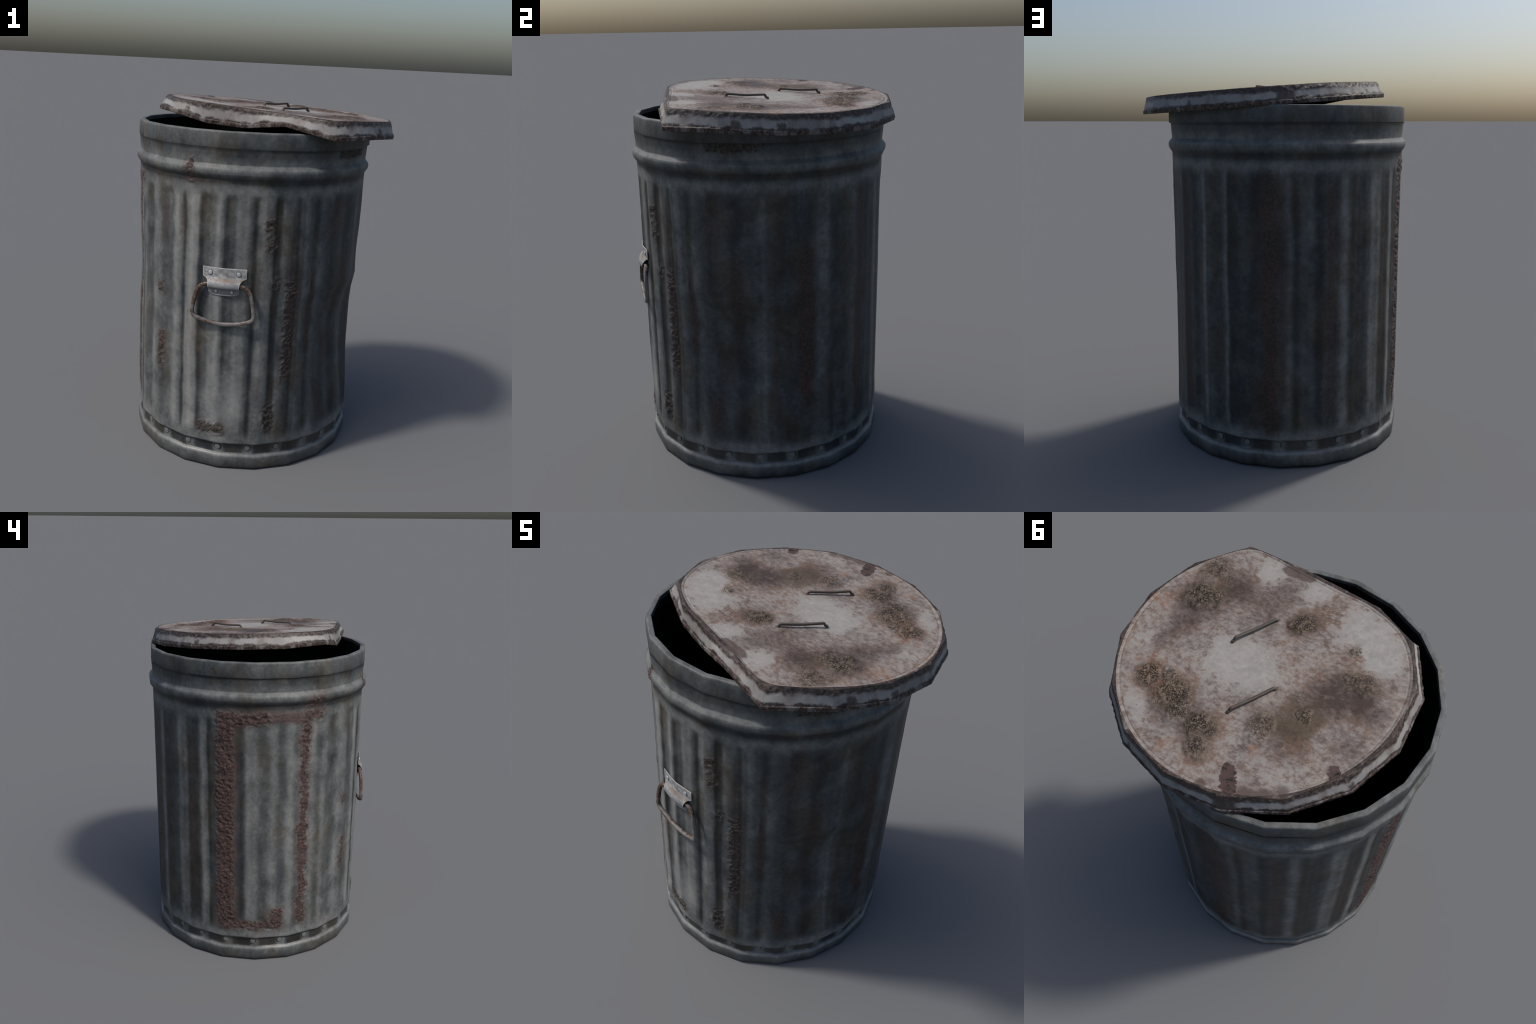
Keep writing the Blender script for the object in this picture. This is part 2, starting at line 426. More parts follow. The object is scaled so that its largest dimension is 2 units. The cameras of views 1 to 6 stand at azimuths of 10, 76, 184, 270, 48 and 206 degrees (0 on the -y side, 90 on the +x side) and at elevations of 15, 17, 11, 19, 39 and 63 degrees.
base_prof = [(0.0, .02), (0.0005, .636), (0.003, .643), (0.008, .6475), (0.016, .650), (0.05, .6525), (0.072, .6525), (0.079, .651), (0.084, .6475), (0.089, .641),
             (0.0915, .637), (0.095, .6355), (0.12, .6345), (0.156, .6345)]
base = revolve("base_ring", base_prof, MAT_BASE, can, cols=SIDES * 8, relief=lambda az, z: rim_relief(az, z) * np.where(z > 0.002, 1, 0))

# ------------------------------------------------------------------ rivets on the base
NR = Nodes("rivet_steel")
_tc, _x, _y, _z = NR.coords()
_n = NR.noise(_tc, 60, 4)
_r = NR.m("SQRT", NR.m("ADD", NR.m("MULTIPLY", _x, _x), NR.m("MULTIPLY", _y, _y)))
_c = NR.mix(_n, (.10, .105, .107), (.165, .17, .168))
MAT_RIVET = NR.finish(NR.mix(NR.step(0.0150, 0.0159, _r), _c, (.022, .024, .026)), 0.5, 0, 0.4)


def rivet_mesh(name, r, h):
    prof = [(1.3, 0.0), (1.2, .12), (1.06, .14), (1.0, .1), (0.98, .6), (0.92, .84), (0.6, .97), (0.25, 1.0), (0.001, 1.0)]
    seg = 24
    P = np.array([[[r * a * math.cos(2 * math.pi * i / seg), r * a * math.sin(2 * math.pi * i / seg), h * b] for i in range(seg)] for a, b in prof])
    ob = grid_object(name, P, MAT_RIVET, grid_normals(P))
    return ob


def place(ob, pos, out):
    ob.matrix_local = Matrix.Translation(pos) @ Vector(out).to_track_quat("Z", "Y").to_matrix().to_4x4()


first = None
for k in range(24):
    a = rad(-0.4 + 14.95 * k)
    x, y = drum(np.array([a]), np.array([0.6345]))
    x2, y2 = drum(np.array([a + 0.01, a - 0.01]), np.array([0.6345, 0.6345]))
    tx, ty = x2[0] - x2[1], y2[0] - y2[1]
    out = Vector((ty, -tx, 0)).normalized()
    if first is None:
        first = rivet_mesh("rivet", 0.0158, 0.006)
        ob = first
    else:
        ob = first.copy()
        bpy.context.scene.collection.objects.link(ob)
    ob.parent = base
    place(ob, Vector((x[0], y[0], 0.1265)) - out * 0.0008, out)

# ------------------------------------------------------------------ carrying handle on the front
def bracket_material():
    N = Nodes("zinc_bracket")
    tc, x, y, z = N.coords()
    n = N.noise(tc, 30, 5, 0.65, (1, 1, 1.6))
    f = N.noise(tc, 12, 4, 0.6)
    col = N.ramp(n, [(0.28, (.12, .12, .122)), (0.48, (.22, .222, .226)), (0.62, (.36, .36, .36)), (0.75, (.46, .46, .45))])
    worn = N.m("MULTIPLY", N.m("SUBTRACT", 1, N.step(0.004, 0.013, N.m("ABSOLUTE", N.m("SUBTRACT", z, 1.098)))), N.step(0.42, 0.6, f))
    col = N.mix(N.m("MULTIPLY", worn, 0.7), col, (.17, .12, .075))
    # tongue and lower roll are duller
    col = N.mix(N.m("SUBTRACT", 1, N.step(1.058, 1.10, z)), col, N.mix(n, (.10, .105, .115), (.22, .225, .235)))
    ax = N.m("ABSOLUTE", x)
    ed = N.m("MAXIMUM", N.step(1.1565, 1.159, z), N.m("MULTIPLY", N.step(0.1125, 0.1145, ax), N.step(1.10, 1.108, z)))
    sl = N.m("MULTIPLY", N.step(0.0795, 0.0815, ax), N.m("SUBTRACT", 1, N.step(1.075, 1.085, z)))
    ed = N.m("MAXIMUM", ed, N.m("MAXIMUM", sl, N.m("SUBTRACT", 1, N.step(1.0165, 1.0195, z))))
    col = N.mix(N.m("MULTIPLY", ed, N.step(0.3, 0.55, f)), col, (.42, .42, .42))
    N.bump(n, 0.15, 0.002)
    return N.finish(col, 0.55, 0.0, 0.4)


def ring_material():
    N = Nodes("rusty_rod")
    tc, x, y, z = N.coords()
    n = N.noise(tc, 14, 5, 0.65, offset=(1, 2, 3))
    g = N.noise(tc, 75, 4, 0.7)
    steel = N.mix(g, (.10, .094, .090), (.225, .212, .205))
    rusty = N.ramp(g, [(0.35, (.016, .011, .009)), (0.5, (.085, .052, .036)), (0.68, (.17, .115, .088))])
    m = N.step(0.47, 0.62, N.m("ADD", n, N.m("MULTIPLY", N.step(0.99, 1.06, z), 0.16)))
    N.bump(g, N.m("ADD", 0.15, N.m("MULTIPLY", m, 0.5)), 0.004)
    return N.finish(N.mix(m, steel, rusty), 0.5, 0.1, 0.4)


Y_FRONT = -R_BODY * RY
FOLD = math.sin(rad(9)) * 1.0


def on_front(s, d, z):
    """Point on the front wall: s sideways, d off the wall, z up; the wall bends at its middle corner."""
    return np.stack([s, Y_FRONT + np.sqrt(s ** 2 + 0.0006) * FOLD - 0.0038 - d, z + 0 * s], -1)


handle = bpy.data.objects.new("carrying_handle", None)
bpy.context.scene.collection.objects.link(handle)
handle.parent = can
rows = [(1.162, .117, .002), (1.1605, .1175, .0025), (1.15, .1172, .0025), (1.135, .1165, .0025), (1.118, .1165, .0025), (1.111, .1165, .003), (1.108, .1145, .004), (1.105, .107, .0055), (1.101, .099, .008),
        (1.096, .0935, .012), (1.09, .0895, .0165), (1.083, .0865, .0215), (1.076, .0845, .0255), (1.069, .0835, .0275), (1.062, .083, .0275), (1.057, .083, .025),
        (1.0545, .083, .0205), (1.0535, .083, .0150), (1.053, .083, .008), (1.0515, .083, .0035), (1.049, .083, .002), (1.04, .083, .002), (1.029, .083, .002), (1.023, .079, .002), (1.018, .071, .002), (1.0155, .060, .002)]
P = []
for z, w, d in rows:
    s = np.linspace(-w, w, 33)
    P.append(on_front(s, np.full_like(s, d), np.full_like(s, z) - 0.003 * (1 - (s / w) ** 2) * (z < 1.02)))
P = np.array(P)
plate = grid_object("bracket", P, bracket_material(), None, handle, closed=False, flip=True)
so = plate.modifiers.new("thickness", "SOLIDIFY")
so.thickness, so.offset = 0.0032, 0.0
bv = plate.modifiers.new("edges", "BEVEL")
bv.width, bv.segments, bv.limit_method = 0.0008, 2, "ANGLE"

NB = Nodes("bracket_rivet_steel")
_tc, _x, _y, _z = NB.coords()
_n = NB.noise(_tc, 90, 3)
_r = NB.m("SQRT", NB.m("ADD", NB.m("MULTIPLY", _x, _x), NB.m("MULTIPLY", _y, _y)))
_mat_br = NB.finish(NB.mix(NB.step(0.0113, 0.0122, _r), NB.mix(_n, (.30, .305, .31), (.5, .5, .5)), (.08, .082, .086)), 0.35, 0.1, 0.5)
big = rivet_mesh("bracket_rivet", 0.0118, 0.0055)
big.data.materials[0] = _mat_br
small = None
for i, (s, z, k) in enumerate([(-.0755, 1.1335, 1), (.0755, 1.1335, 1), (-.042, 1.035, .72), (.042, 1.035, .72)]):
    ob = big if i == 0 else big.copy()
    if i:
        bpy.context.scene.collection.objects.link(ob)
    ob.parent = plate
    p = on_front(np.array([s]), np.array([.0038]), np.array([z]))[0]
    place(ob, Vector(p), (math.copysign(math.sin(rad(9)), s), -math.cos(rad(9)), 0))
    ob.scale = (k, k, k)


def tube(name, path, radius, mat, parent, closed=True, squarish=0.25, seg=14, sub=8, aspect=1.0, up=None):
    """Rod swept along a smooth path through points; slightly square section."""
    path = np.array(path, float)
    n = len(path)
    pts = []
    rng = range(n) if closed else range(n - 1)
    for i in rng:
        p0, p1, p2, p3 = (path[(i + k) % n] if closed else path[min(max(i + k, 0), n - 1)] for k in (-1, 0, 1, 2))
        for t in np.arange(sub) / sub:
            pts.append(0.5 * (2 * p1 + (p2 - p0) * t + (2 * p0 - 5 * p1 + 4 * p2 - p3) * t ** 2 + (3 * p1 - p0 - 3 * p2 + p3) * t ** 3))
    if not closed:
        pts.append(path[-1])
    pts = np.array(pts)
    tan = (np.roll(pts, -1, 0) - np.roll(pts, 1, 0)) if closed else np.gradient(pts, axis=0)
    tan /= np.linalg.norm(tan, axis=1)[:, None]
    up = np.array(up if up is not None else (0, -1, 0), float)
    side = np.cross(tan, up)
    side /= np.linalg.norm(side, axis=1)[:, None]
    nor = np.cross(side, tan)
    ang = np.linspace(0, 2 * math.pi, seg, endpoint=False)
    k = 1 / (np.abs(np.cos(ang)) ** (2 + 8 * squarish) + np.abs(np.sin(ang)) ** (2 + 8 * squarish)) ** (1 / (2 + 8 * squarish))
    G = pts[:, None] + radius * (side[:, None] * (np.cos(ang) * k)[None, :, None] + aspect * nor[:, None] * (np.sin(ang) * k)[None, :, None])
    if closed:
        G = np.concatenate([G, G[:1]], 0)
    else:
        for e in (0, -1):
            cap = np.repeat(pts[e][None, None], seg, 1)
            G = np.concatenate([cap, G], 0) if e == 0 else np.concatenate([G, cap], 0)
    ob = grid_object(name, G, mat, None, parent, flip=True)
    return ob


half_ring = [(0, 1.0705, .010), (.06, 1.0715, .002), (.09, 1.0705, -.001), (.117, 1.063, .0005), (.138, 1.043, .0025), (.149, 1.015, .0045), (.158, .975, .0065), (.165, .935, .008),
             (.1655, .912, .0085), (.157, .894, .0085), (.135, .8815, .0085), (.08, .866, .0085), (.03, .859, .0085)]
loop = [(x, z, d) for x, z, d in half_ring] + [(0, .857, .0085)] + [(-x, z, d) for x, z, d in half_ring[:0:-1]]
tube("handle_ring", [(x, Y_FRONT - d, z) for x, z, d in loop], 0.0102, ring_material(), handle, squarish=0.35)

# ------------------------------------------------------------------ the lid
LID_C = np.array([0.0723, -0.0004, 1.8693])
LID_N = np.array([0.06787, 0.02517, 0.99738])
ex = np.array([1, 0, -LID_N[0] / LID_N[2]])
ex /= np.linalg.norm(ex)
ey = np.cross(LID_N, ex)
lid = bpy.data.objects.new("trash_can_lid", None)
bpy.context.scene.collection.objects.link(lid)
lid["label"] = "warped round steel lid, whitish paint eaten by brown rust"
lid["category"] = "trash can lid"
M = Matrix([[ex[i], ey[i], LID_N[i], LID_C[i]] for i in range(3)] + [[0, 0, 0, 1]])
lid.matrix_world = M


def to_lid(p):
    d = np.array(p) - LID_C
    return np.array([d @ ex, d @ ey, d @ LID_N])


COLS = 16                       # the lid is a 16-sided pan, its front side caved in
ang = np.radians(13.1 + 22.5 * np.arange(COLS))
hem = np.stack([0.670 * np.cos(ang), 0.670 * np.sin(ang), 0 * ang], -1)
topc = np.stack([0.647 * np.cos(ang), 0.647 * np.sin(ang), 0.0895 + 0 * ang], -1)
for k in (6, 7, 8):
    topc[k, 2] -= 0.0045
topc[6] *= (0.985, 0.985, 1)
topc[7] *= (0.985, 0.985, 1)
topc[8] *= (0.985, 0.985, 1)
# columns 9..13 run from the left of the dent to the corner on the right
hem[9] = to_lid((-.454, -.386, 1.9235))
hem[10] = to_lid((-.225, -.472, 1.880))
hem[11] = to_lid((-.018, -.510, 1.869))
hem[12] = to_lid((.197, -.556, 1.893))
hem[13] = to_lid((.463, -.571, 1.837))
topc[9] = to_lid((-.4255, -.358, 1.995))
topc[10] = to_lid((-.235, -.464, 1.985))
topc[11] = to_lid((-.043, -.496, 1.972))
topc[12] = to_lid((.178, -.526, 1.958))
topc[13] = to_lid((.447, -.546, 1.937))

PER = 40


def around(V, smooth):
    """Column values V[16, 3] to PER values per side, straight or smooth."""
    out = []
    for i in range(COLS):
        p0, p1, p2, p3 = (V[(i + k) % COLS] for k in (-1, 0, 1, 2))
        for t in np.arange(PER) / PER:
            lin = p1 * (1 - t) + p2 * t
            out.append(0.5 * (2 * p1 + (p2 - p0) * t + (2 * p0 - 5 * p1 + 4 * p2 - p3) * t ** 2 + (3 * p1 - p0 - 3 * p2 + p3) * t ** 3) if smooth else lin)
    return np.array(out)


# crusts on the lid's top: x, y, radius, strength
LUMPS = [(.425, -.19, .088, 1), (.36, -.21, .055, .9), (.44, -.37, .075, .75), (.36, -.33, .05, .5), (.47, -.30, .05, .5), (.27, .31, .095, 1), (.40, .27, .065, .95), (.33, .24, .055, .8), (.20, .37, .07, .95), (.10, .385, .065, 1),
         (.05, .39, .045, .9), (.05, .48, .055, .9), (-.052, -.239, .058, 1), (-.42, -.07, .065, .75), (-.36, -.06, .055, .7), (-.273, .168, .034, .9), (-.319, -.207, .028, .9), (-.13, .28, .065, .75), (-.15, .33, .045, .65), (-.22, .10, .045, .4)]


def lid_lumps(p):
    m = np.zeros(len(p))
    wob = 0.018 * perlin(np.c_[p[:, :2] * 16, np.zeros(len(p))]) + 0.012 * perlin(np.c_[p[:, :2] * 38, np.ones(len(p))])
    for x, y, r, s in LUMPS:
        d = np.hypot(p[:, 0] - x, p[:, 1] - y) + wob * 2
        m = np.maximum(m, s * (1 - sstep(r * 0.55, r * 1.1, d)))
    return m


ROW_TOP = 120
MARK = {}


def lid_grid(smooth):
    H, T = around(hem, smooth), around(topc, smooth)
    rT = np.linalg.norm(T[:, :2], axis=1, keepdims=True)
    dirT = np.concatenate([T[:, :2] / rT, 0 * rT], 1)
    zup = np.array([0, 0, 1.0])
    Ts = around(topc, True)
    dirS = np.concatenate([Ts[:, :2] / np.linalg.norm(Ts[:, :2], axis=1, keepdims=True), 0 * rT], 1)
    I = Ts - dirS * 0.037 - zup * 0.002
    B = Ts - dirS * 0.0205 + zup * 0.0002
    Ht = H + zup * 0.0205
    outw = np.concatenate([H[:, :2] / np.linalg.norm(H[:, :2], axis=1, keepdims=True), 0 * rT], 1)
    rows = []
    centre = np.array([0.03, 0.02, 0.080])
    for f in np.concatenate([[0.002], np.linspace(0.03, 1, ROW_TOP)]):
        rows.append(centre * (1 - f) + I * f)
    MARK["top"] = len(rows)
    rows += [I + dirS * .003 - zup * .0024, I + dirS * .006 - zup * .0002, I + dirS * .010 + zup * .0012, B]
    MARK["bead"] = len(rows)
    rows += [B * 0.65 + T * 0.35 + zup * .0004, B * 0.3 + T * 0.7 + zup * .0004]
    wall = Ht - T
    wl = np.linalg.norm(wall, axis=1, keepdims=True)
    wd = wall / wl
    rows += [T - dirT * .0025 - zup * .0001, T - dirT * .0004 - zup * .0017, T + wd * .005]
    MARK["edge"] = len(rows)
    for f in np.linspace(0.12, 0.97, 16):
        rows.append(T + wd * 0.003 + (Ht - T - wd * 0.003) * f)
    rows += [Ht + zup * 0.0]
    MARK["skirt"] = len(rows)
    rows += [Ht + outw * .0035 + zup * .0002, Ht + outw * .0055 - zup * .0022, H + outw * .0045 + zup * .012, H + outw * .0042 + zup * .006, H + outw * .0034 + zup * .001, H + outw * .0015 - zup * .0005, H - outw * .004 + zup * .0005, H - outw * .0055 + zup * .006]
    return np.array(rows), H, T


Gp, Hc, Tc = lid_grid(False)
Gs, _, _ = lid_grid(True)
flat = Gp.reshape(-1, 3)
rowi = np.repeat(np.arange(Gp.shape[0]), Gp.shape[1])
disp = np.zeros(len(flat))
tsel = rowi < MARK["top"]
lm = lid_lumps(flat)
fade = np.where(tsel, 1.0, np.where(rowi < MARK["top"] + 3, 0.5, 0))
disp += fade * lm * 0.0125 * (np.clip(flakes(flat, 22), -0.2, 1) * 0.6 + 0.2)
disp += np.where(tsel, 0.0011 * perlin(flat * 30) + 0.003 * perlin(flat * (5, 5, 1)), 0)
# ragged crust along the top edge and along the hem
edge = np.exp(-0.5 * ((rowi - (MARK["edge"] + 1)) / 2.6) ** 2) + 0.9 * np.exp(-0.5 * ((rowi - (MARK["skirt"] - 1)) / 2.2) ** 2) + 0.6 * (rowi > MARK["skirt"]) * (rowi < MARK["skirt"] + 5)
rag = 0.6 + 0.7 * perlin(flat * 6)
disp2 = np.clip(edge, 0, 1) * np.clip(rag, 0.1, 1) * 0.0085 * (flakes(flat, 27) - 0.5)
Nn0 = grid_normals(Gs)
up_dir = np.where(tsel[:, None], np.array([[0, 0, 1.0]]), -Nn0.reshape(-1, 3))
sign = np.sign((Nn0.reshape(-1, 3)[tsel][:, 2]).mean())
Nn0 = Nn0 * sign
up_dir = np.where(tsel[:, None], np.array([[0, 0, 1.0]]), Nn0.reshape(-1, 3))
move = (up_dir * (disp + disp2)[:, None]).reshape(Gp.shape)
Gp = Gp + move
Gs = Gs + move
Nn = grid_normals(Gs) * sign


# ---- lid materials (lid frame: z is up from the hem plane)
def lid_field(N, x, y, blobs, wob):
    tot = None
    for bx, by, r, s in blobs:
        dx, dy = N.m("SUBTRACT", x, bx), N.m("SUBTRACT", y, by)
        d = N.m("ADD", N.m("SQRT", N.m("ADD", N.m("MULTIPLY", dx, dx), N.m("MULTIPLY", dy, dy))), wob)
        f = N.m("MULTIPLY", N.m("SUBTRACT", 1, N.step(r * 0.2, r * 1.15, d)), s)
        tot = f if tot is None else N.m("ADD", tot, f)
    return tot


def column_level(N, x, y, pts, vals):
    """A height that is given at the 16 corners of the lid and runs straight between them."""
    azi = N.m("DIVIDE", N.m("ADD", N.m("MULTIPLY", N.m("ARCTAN2", y, x), 180 / math.pi), 180), 360)
    st = sorted(((math.degrees(math.atan2(p[1], p[0])) + 180) / 360, v) for p, v in zip(pts, vals))
    wrap = (st[0][1] + st[-1][1]) / 2
    st = [(0.0, wrap)] + st + [(1.0, wrap)]
    return N.m("SUBTRACT", N.m("DIVIDE", N.ramp(azi, [(p, (v + 0.05) * 4) for p, v in st]), 4), 0.05)


BROWN = [(.41, -.17, .15, .55), (.31, -.30, .13, .5), (.42, -.02, .10, .34), (.45, .08, .08, .2), (.44, -.37, .09, .3), (.26, .33, .14, .5), (.40, .27, .08, .35), (.10, .40, .12, .45), (.03, .50, .07, .3),
         (-.05, -.24, .09, .5), (-.34, .03, .16, .52), (-.43, -.05, .11, .4), (-.25, .19, .13, .45), (-.13, .27, .09, .3), (-.27, .31, .12, .33), (-.51, .04, .09, .35), (-.32, -.20, .08, .3), (.15, -.25, .14, .2), (-.16, -.33, .14, .22), (.10, -.36, .12, .2), (-.48, .22, .1, .2),
         (.10, .047, .17, -.5), (.0, .1, .12, -.3), (.22, .02, .09, -.25), (-.30, -.32, .16, -.5), (-.44, -.22, .11, -.45), (-.02, -.44, .10, -.4), (.20, -.45, .1, -.35), (.52, .1, .06, -.2), (.35, .42, .09, -.3), (-.3, .45, .12, -.1)]
OLIVE = [(-.25, .20, .17, .8), (.27, .32, .14, .6), (.38, -.25, .12, .5), (.07, .38, .12, .5), (-.05, -.24, .08, .6), (-.4, -.07, .12, .4)]
ORANGE = [(.31, .30, .12, .55), (-.15, .39, .075, .9), (.18, .53, .09, .5), (.58, -.1, .08, .5), (-.28, .30, .08, .4), (.45, .22, .1, .4), (-.30, -.08, .07, .4), (.40, -.30, .08, .4), (.46, -.42, .07, .3)]
SCABS = [(-.112, .510, .036, 1), (-.128, .538, .040, 1), (-.145, .566, .042, 1), (-.160, .593, .044, 1), (-.484, .340, .036, 1), (-.500, .365, .034, 1), (-.515, .385, .03, .9)]
EDGE_STAINS = [(.145, -.492, .035, 1), (.11, -.492, .042, 1), (.075, -.492, .042, 1), (.035, -.490, .035, 1), (-.22, .58, .05, .8), (-.29, .555, .05, .8), (-.35, .51, .045, .6), (-.05, .615, .04, .7)]


def lid_top_material(edge=False):
    N = Nodes("lid_edge_rust" if edge else "lid_top_paint")
    tc, x, y, z = N.coords()
    lo = N.noise(tc, 7, 5, 0.6)
    mid = N.noise(tc, 24, 6, 0.7, (1, 1, 1), (3, 2, 1))
    spk = N.noise(tc, 52, 6, 0.74, (0.75, 1.15, 1), (1, 7, 2))
    spk2 = N.noise(tc, 95, 4, 0.7, (1, 1, 1), (6, 1, 2))
    wob = N.m("ADD", N.m("MULTIPLY", N.m("SUBTRACT", lo, 0.5), 0.16), N.m("MULTIPLY", N.m("SUBTRACT", mid, 0.5), 0.09))
    B = N.m("ADD", 0.43, lid_field(N, x, y, BROWN, wob))
    B = N.m("ADD", B, N.m("MULTIPLY", N.m("SUBTRACT", lo, 0.5), 0.5))
    S = N.m("ADD", B, N.m("ADD", N.m("MULTIPLY", N.m("SUBTRACT", spk, 0.5), 1.2), N.m("MULTIPLY", N.m("SUBTRACT", mid, 0.5), 1.3)))
    white = N.mix(N.step(0.35, 0.65, mid), (.252, .236, .218), (.325, .306, .283))
    pink = N.mix(N.step(.35, .65, lo), N.mix(spk2, (.145, .088, .062), (.245, .172, .132)), N.mix(spk2, (.128, .102, .093), (.222, .188, .170)))
    col = N.mix(N.step(0.12, 0.62, S), white, pink)
    col = N.mix(N.m("MULTIPLY", N.step(0.36, 1.08, S), 1.0), col, N.mix(spk2, (.026, .017, .014), (.078, .052, .042)))
    ol = lid_field(N, x, y, OLIVE, wob)
    olm = N.m("MULTIPLY", N.m("MULTIPLY", N.step(0.15, 0.7, ol), N.step(0.35, 0.75, S)), N.step(0.35, 0.6, mid))
    col = N.mix(N.m("MULTIPLY", olm, 0.62), col, N.mix(spk2, (.060, .044, .024), (.150, .112, .070)))
    og = N.m("ADD", lid_field(N, x, y, ORANGE, wob), N.m("MULTIPLY", N.m("SUBTRACT", mid, 0.5), 1.4))
    col = N.mix(N.m("MULTIPLY", N.step(0.28, 0.9, og), 0.7), col, N.mix(spk2, (.190, .072, .030), (.27, .130, .070)))
    # crusts: pale flakes over black cracks
    lum = None
    for bx, by, r, s in LUMPS:
        dx, dy = N.m("SUBTRACT", x, bx), N.m("SUBTRACT", y, by)
        d = N.m("ADD", N.m("SQRT", N.m("ADD", N.m("MULTIPLY", dx, dx), N.m("MULTIPLY", dy, dy))), N.m("ADD", N.m("MULTIPLY", N.m("SUBTRACT", mid, 0.5), 0.12), N.m("MULTIPLY", N.m("SUBTRACT", lo, 0.5), 0.08)))
        f = N.m("MULTIPLY", N.m("SUBTRACT", 1, N.step(r * 0.45, r * 1.15, d)), s)
        lum = f if lum is None else N.m("MAXIMUM", lum, f)
    vor = N.new("ShaderNodeTexVoronoi", feature="DISTANCE_TO_EDGE")
    mp = N.new("ShaderNodeMix", data_type="VECTOR")
    N.put(mp.inputs[0], 0.06)
    N.put(mp.inputs[4], tc)
    nz = N.new("ShaderNodeTexNoise")
    N.put(nz.inputs["Vector"], tc)
    nz.inputs["Scale"].default_value = 30
    N.put(mp.inputs[5], nz.outputs["Color"])
    N.put(vor.inputs["Vector"], mp.outputs[1])
    vor.inputs["Scale"].default_value = 60
    crack = N.m("SUBTRACT", 1, N.step(0.02, 0.16, vor.outputs["Distance"]))
    flake = N.mix(N.step(.35, .65, spk2), (.050, .035, .024), (.215, .160, .112))
    col = N.mix(N.m("MULTIPLY", lum, 0.62), col, flake)
    ck = N.m("MULTIPLY", N.m("MULTIPLY", lum, crack), N.step(0.40, 0.54, mid))
    col = N.mix(N.m("MULTIPLY", ck, 0.85), col, (.022, .018, .016))
    es = lid_field(N, x, y, EDGE_STAINS, N.m("MULTIPLY", N.m("SUBTRACT", mid, 0.5), 0.05))
    col = N.mix(N.m("MULTIPLY", N.step(0.2, 0.7, es), 0.85), col, N.mix(spk2, (.055, .036, .030), (.115, .078, .065)))
    # bare dark scabs at the edge
    sc = lid_field(N, x, y, SCABS, N.m("MULTIPLY", N.m("SUBTRACT", mid, 0.5), 0.07))
    scm = N.step(0.35, 0.6, sc)
    dark = N.mix(N.step(0.52, 0.6, spk), N.mix(lo, (.060, .036, .030), (.085, .052, .045)), (.012, .010, .010))
    col = N.mix(scm, col, dark)
    hgt = N.m("ADD", N.m("MULTIPLY", spk, 0.6), N.m("SUBTRACT", 0.0, N.m("MULTIPLY", ck, 1.2)))
    bs = N.m("ADD", 0.14, N.m("MULTIPLY", N.m("MAXIMUM", lum, scm), 0.8), clamp=True)
    if edge:
        g = N.noise(tc, 40, 5, 0.75, (1, 1, 1), (8, 8, 1))
        az = N.noise(tc, 4.5, 3, 0.6, (1, 1, 1), (2, 2, 6))
        rc = N.ramp(g, [(0.34, (.007, .006, .006)), (0.47, (.026, .018, .016)), (0.59, (.068, .047, .040)), (0.69, (.125, .095, .082)), (0.78, (.25, .215, .195))])
        # a few places keep their paint right out to the rim
        zt = column_level(N, x, y, topc, topc[:, 2])
        low = N.m("SUBTRACT", 1, N.step(-0.004, -0.001, N.m("SUBTRACT", z, zt)))
        k = N.m("MAXIMUM", N.m("MULTIPLY", N.step(0.34, 0.46, N.m("ADD", az, N.m("MULTIPLY", N.m("SUBTRACT", g, 0.5), 0.5))), 0.95), low)
        col = N.mix(k, N.mix(0.3, col, rc), rc)
        hgt = N.m("ADD", hgt, g)
        bs = 0.5
    N.bump(hgt, bs, 0.006)
    return N.finish(col, 0.62, 0, 0.3)


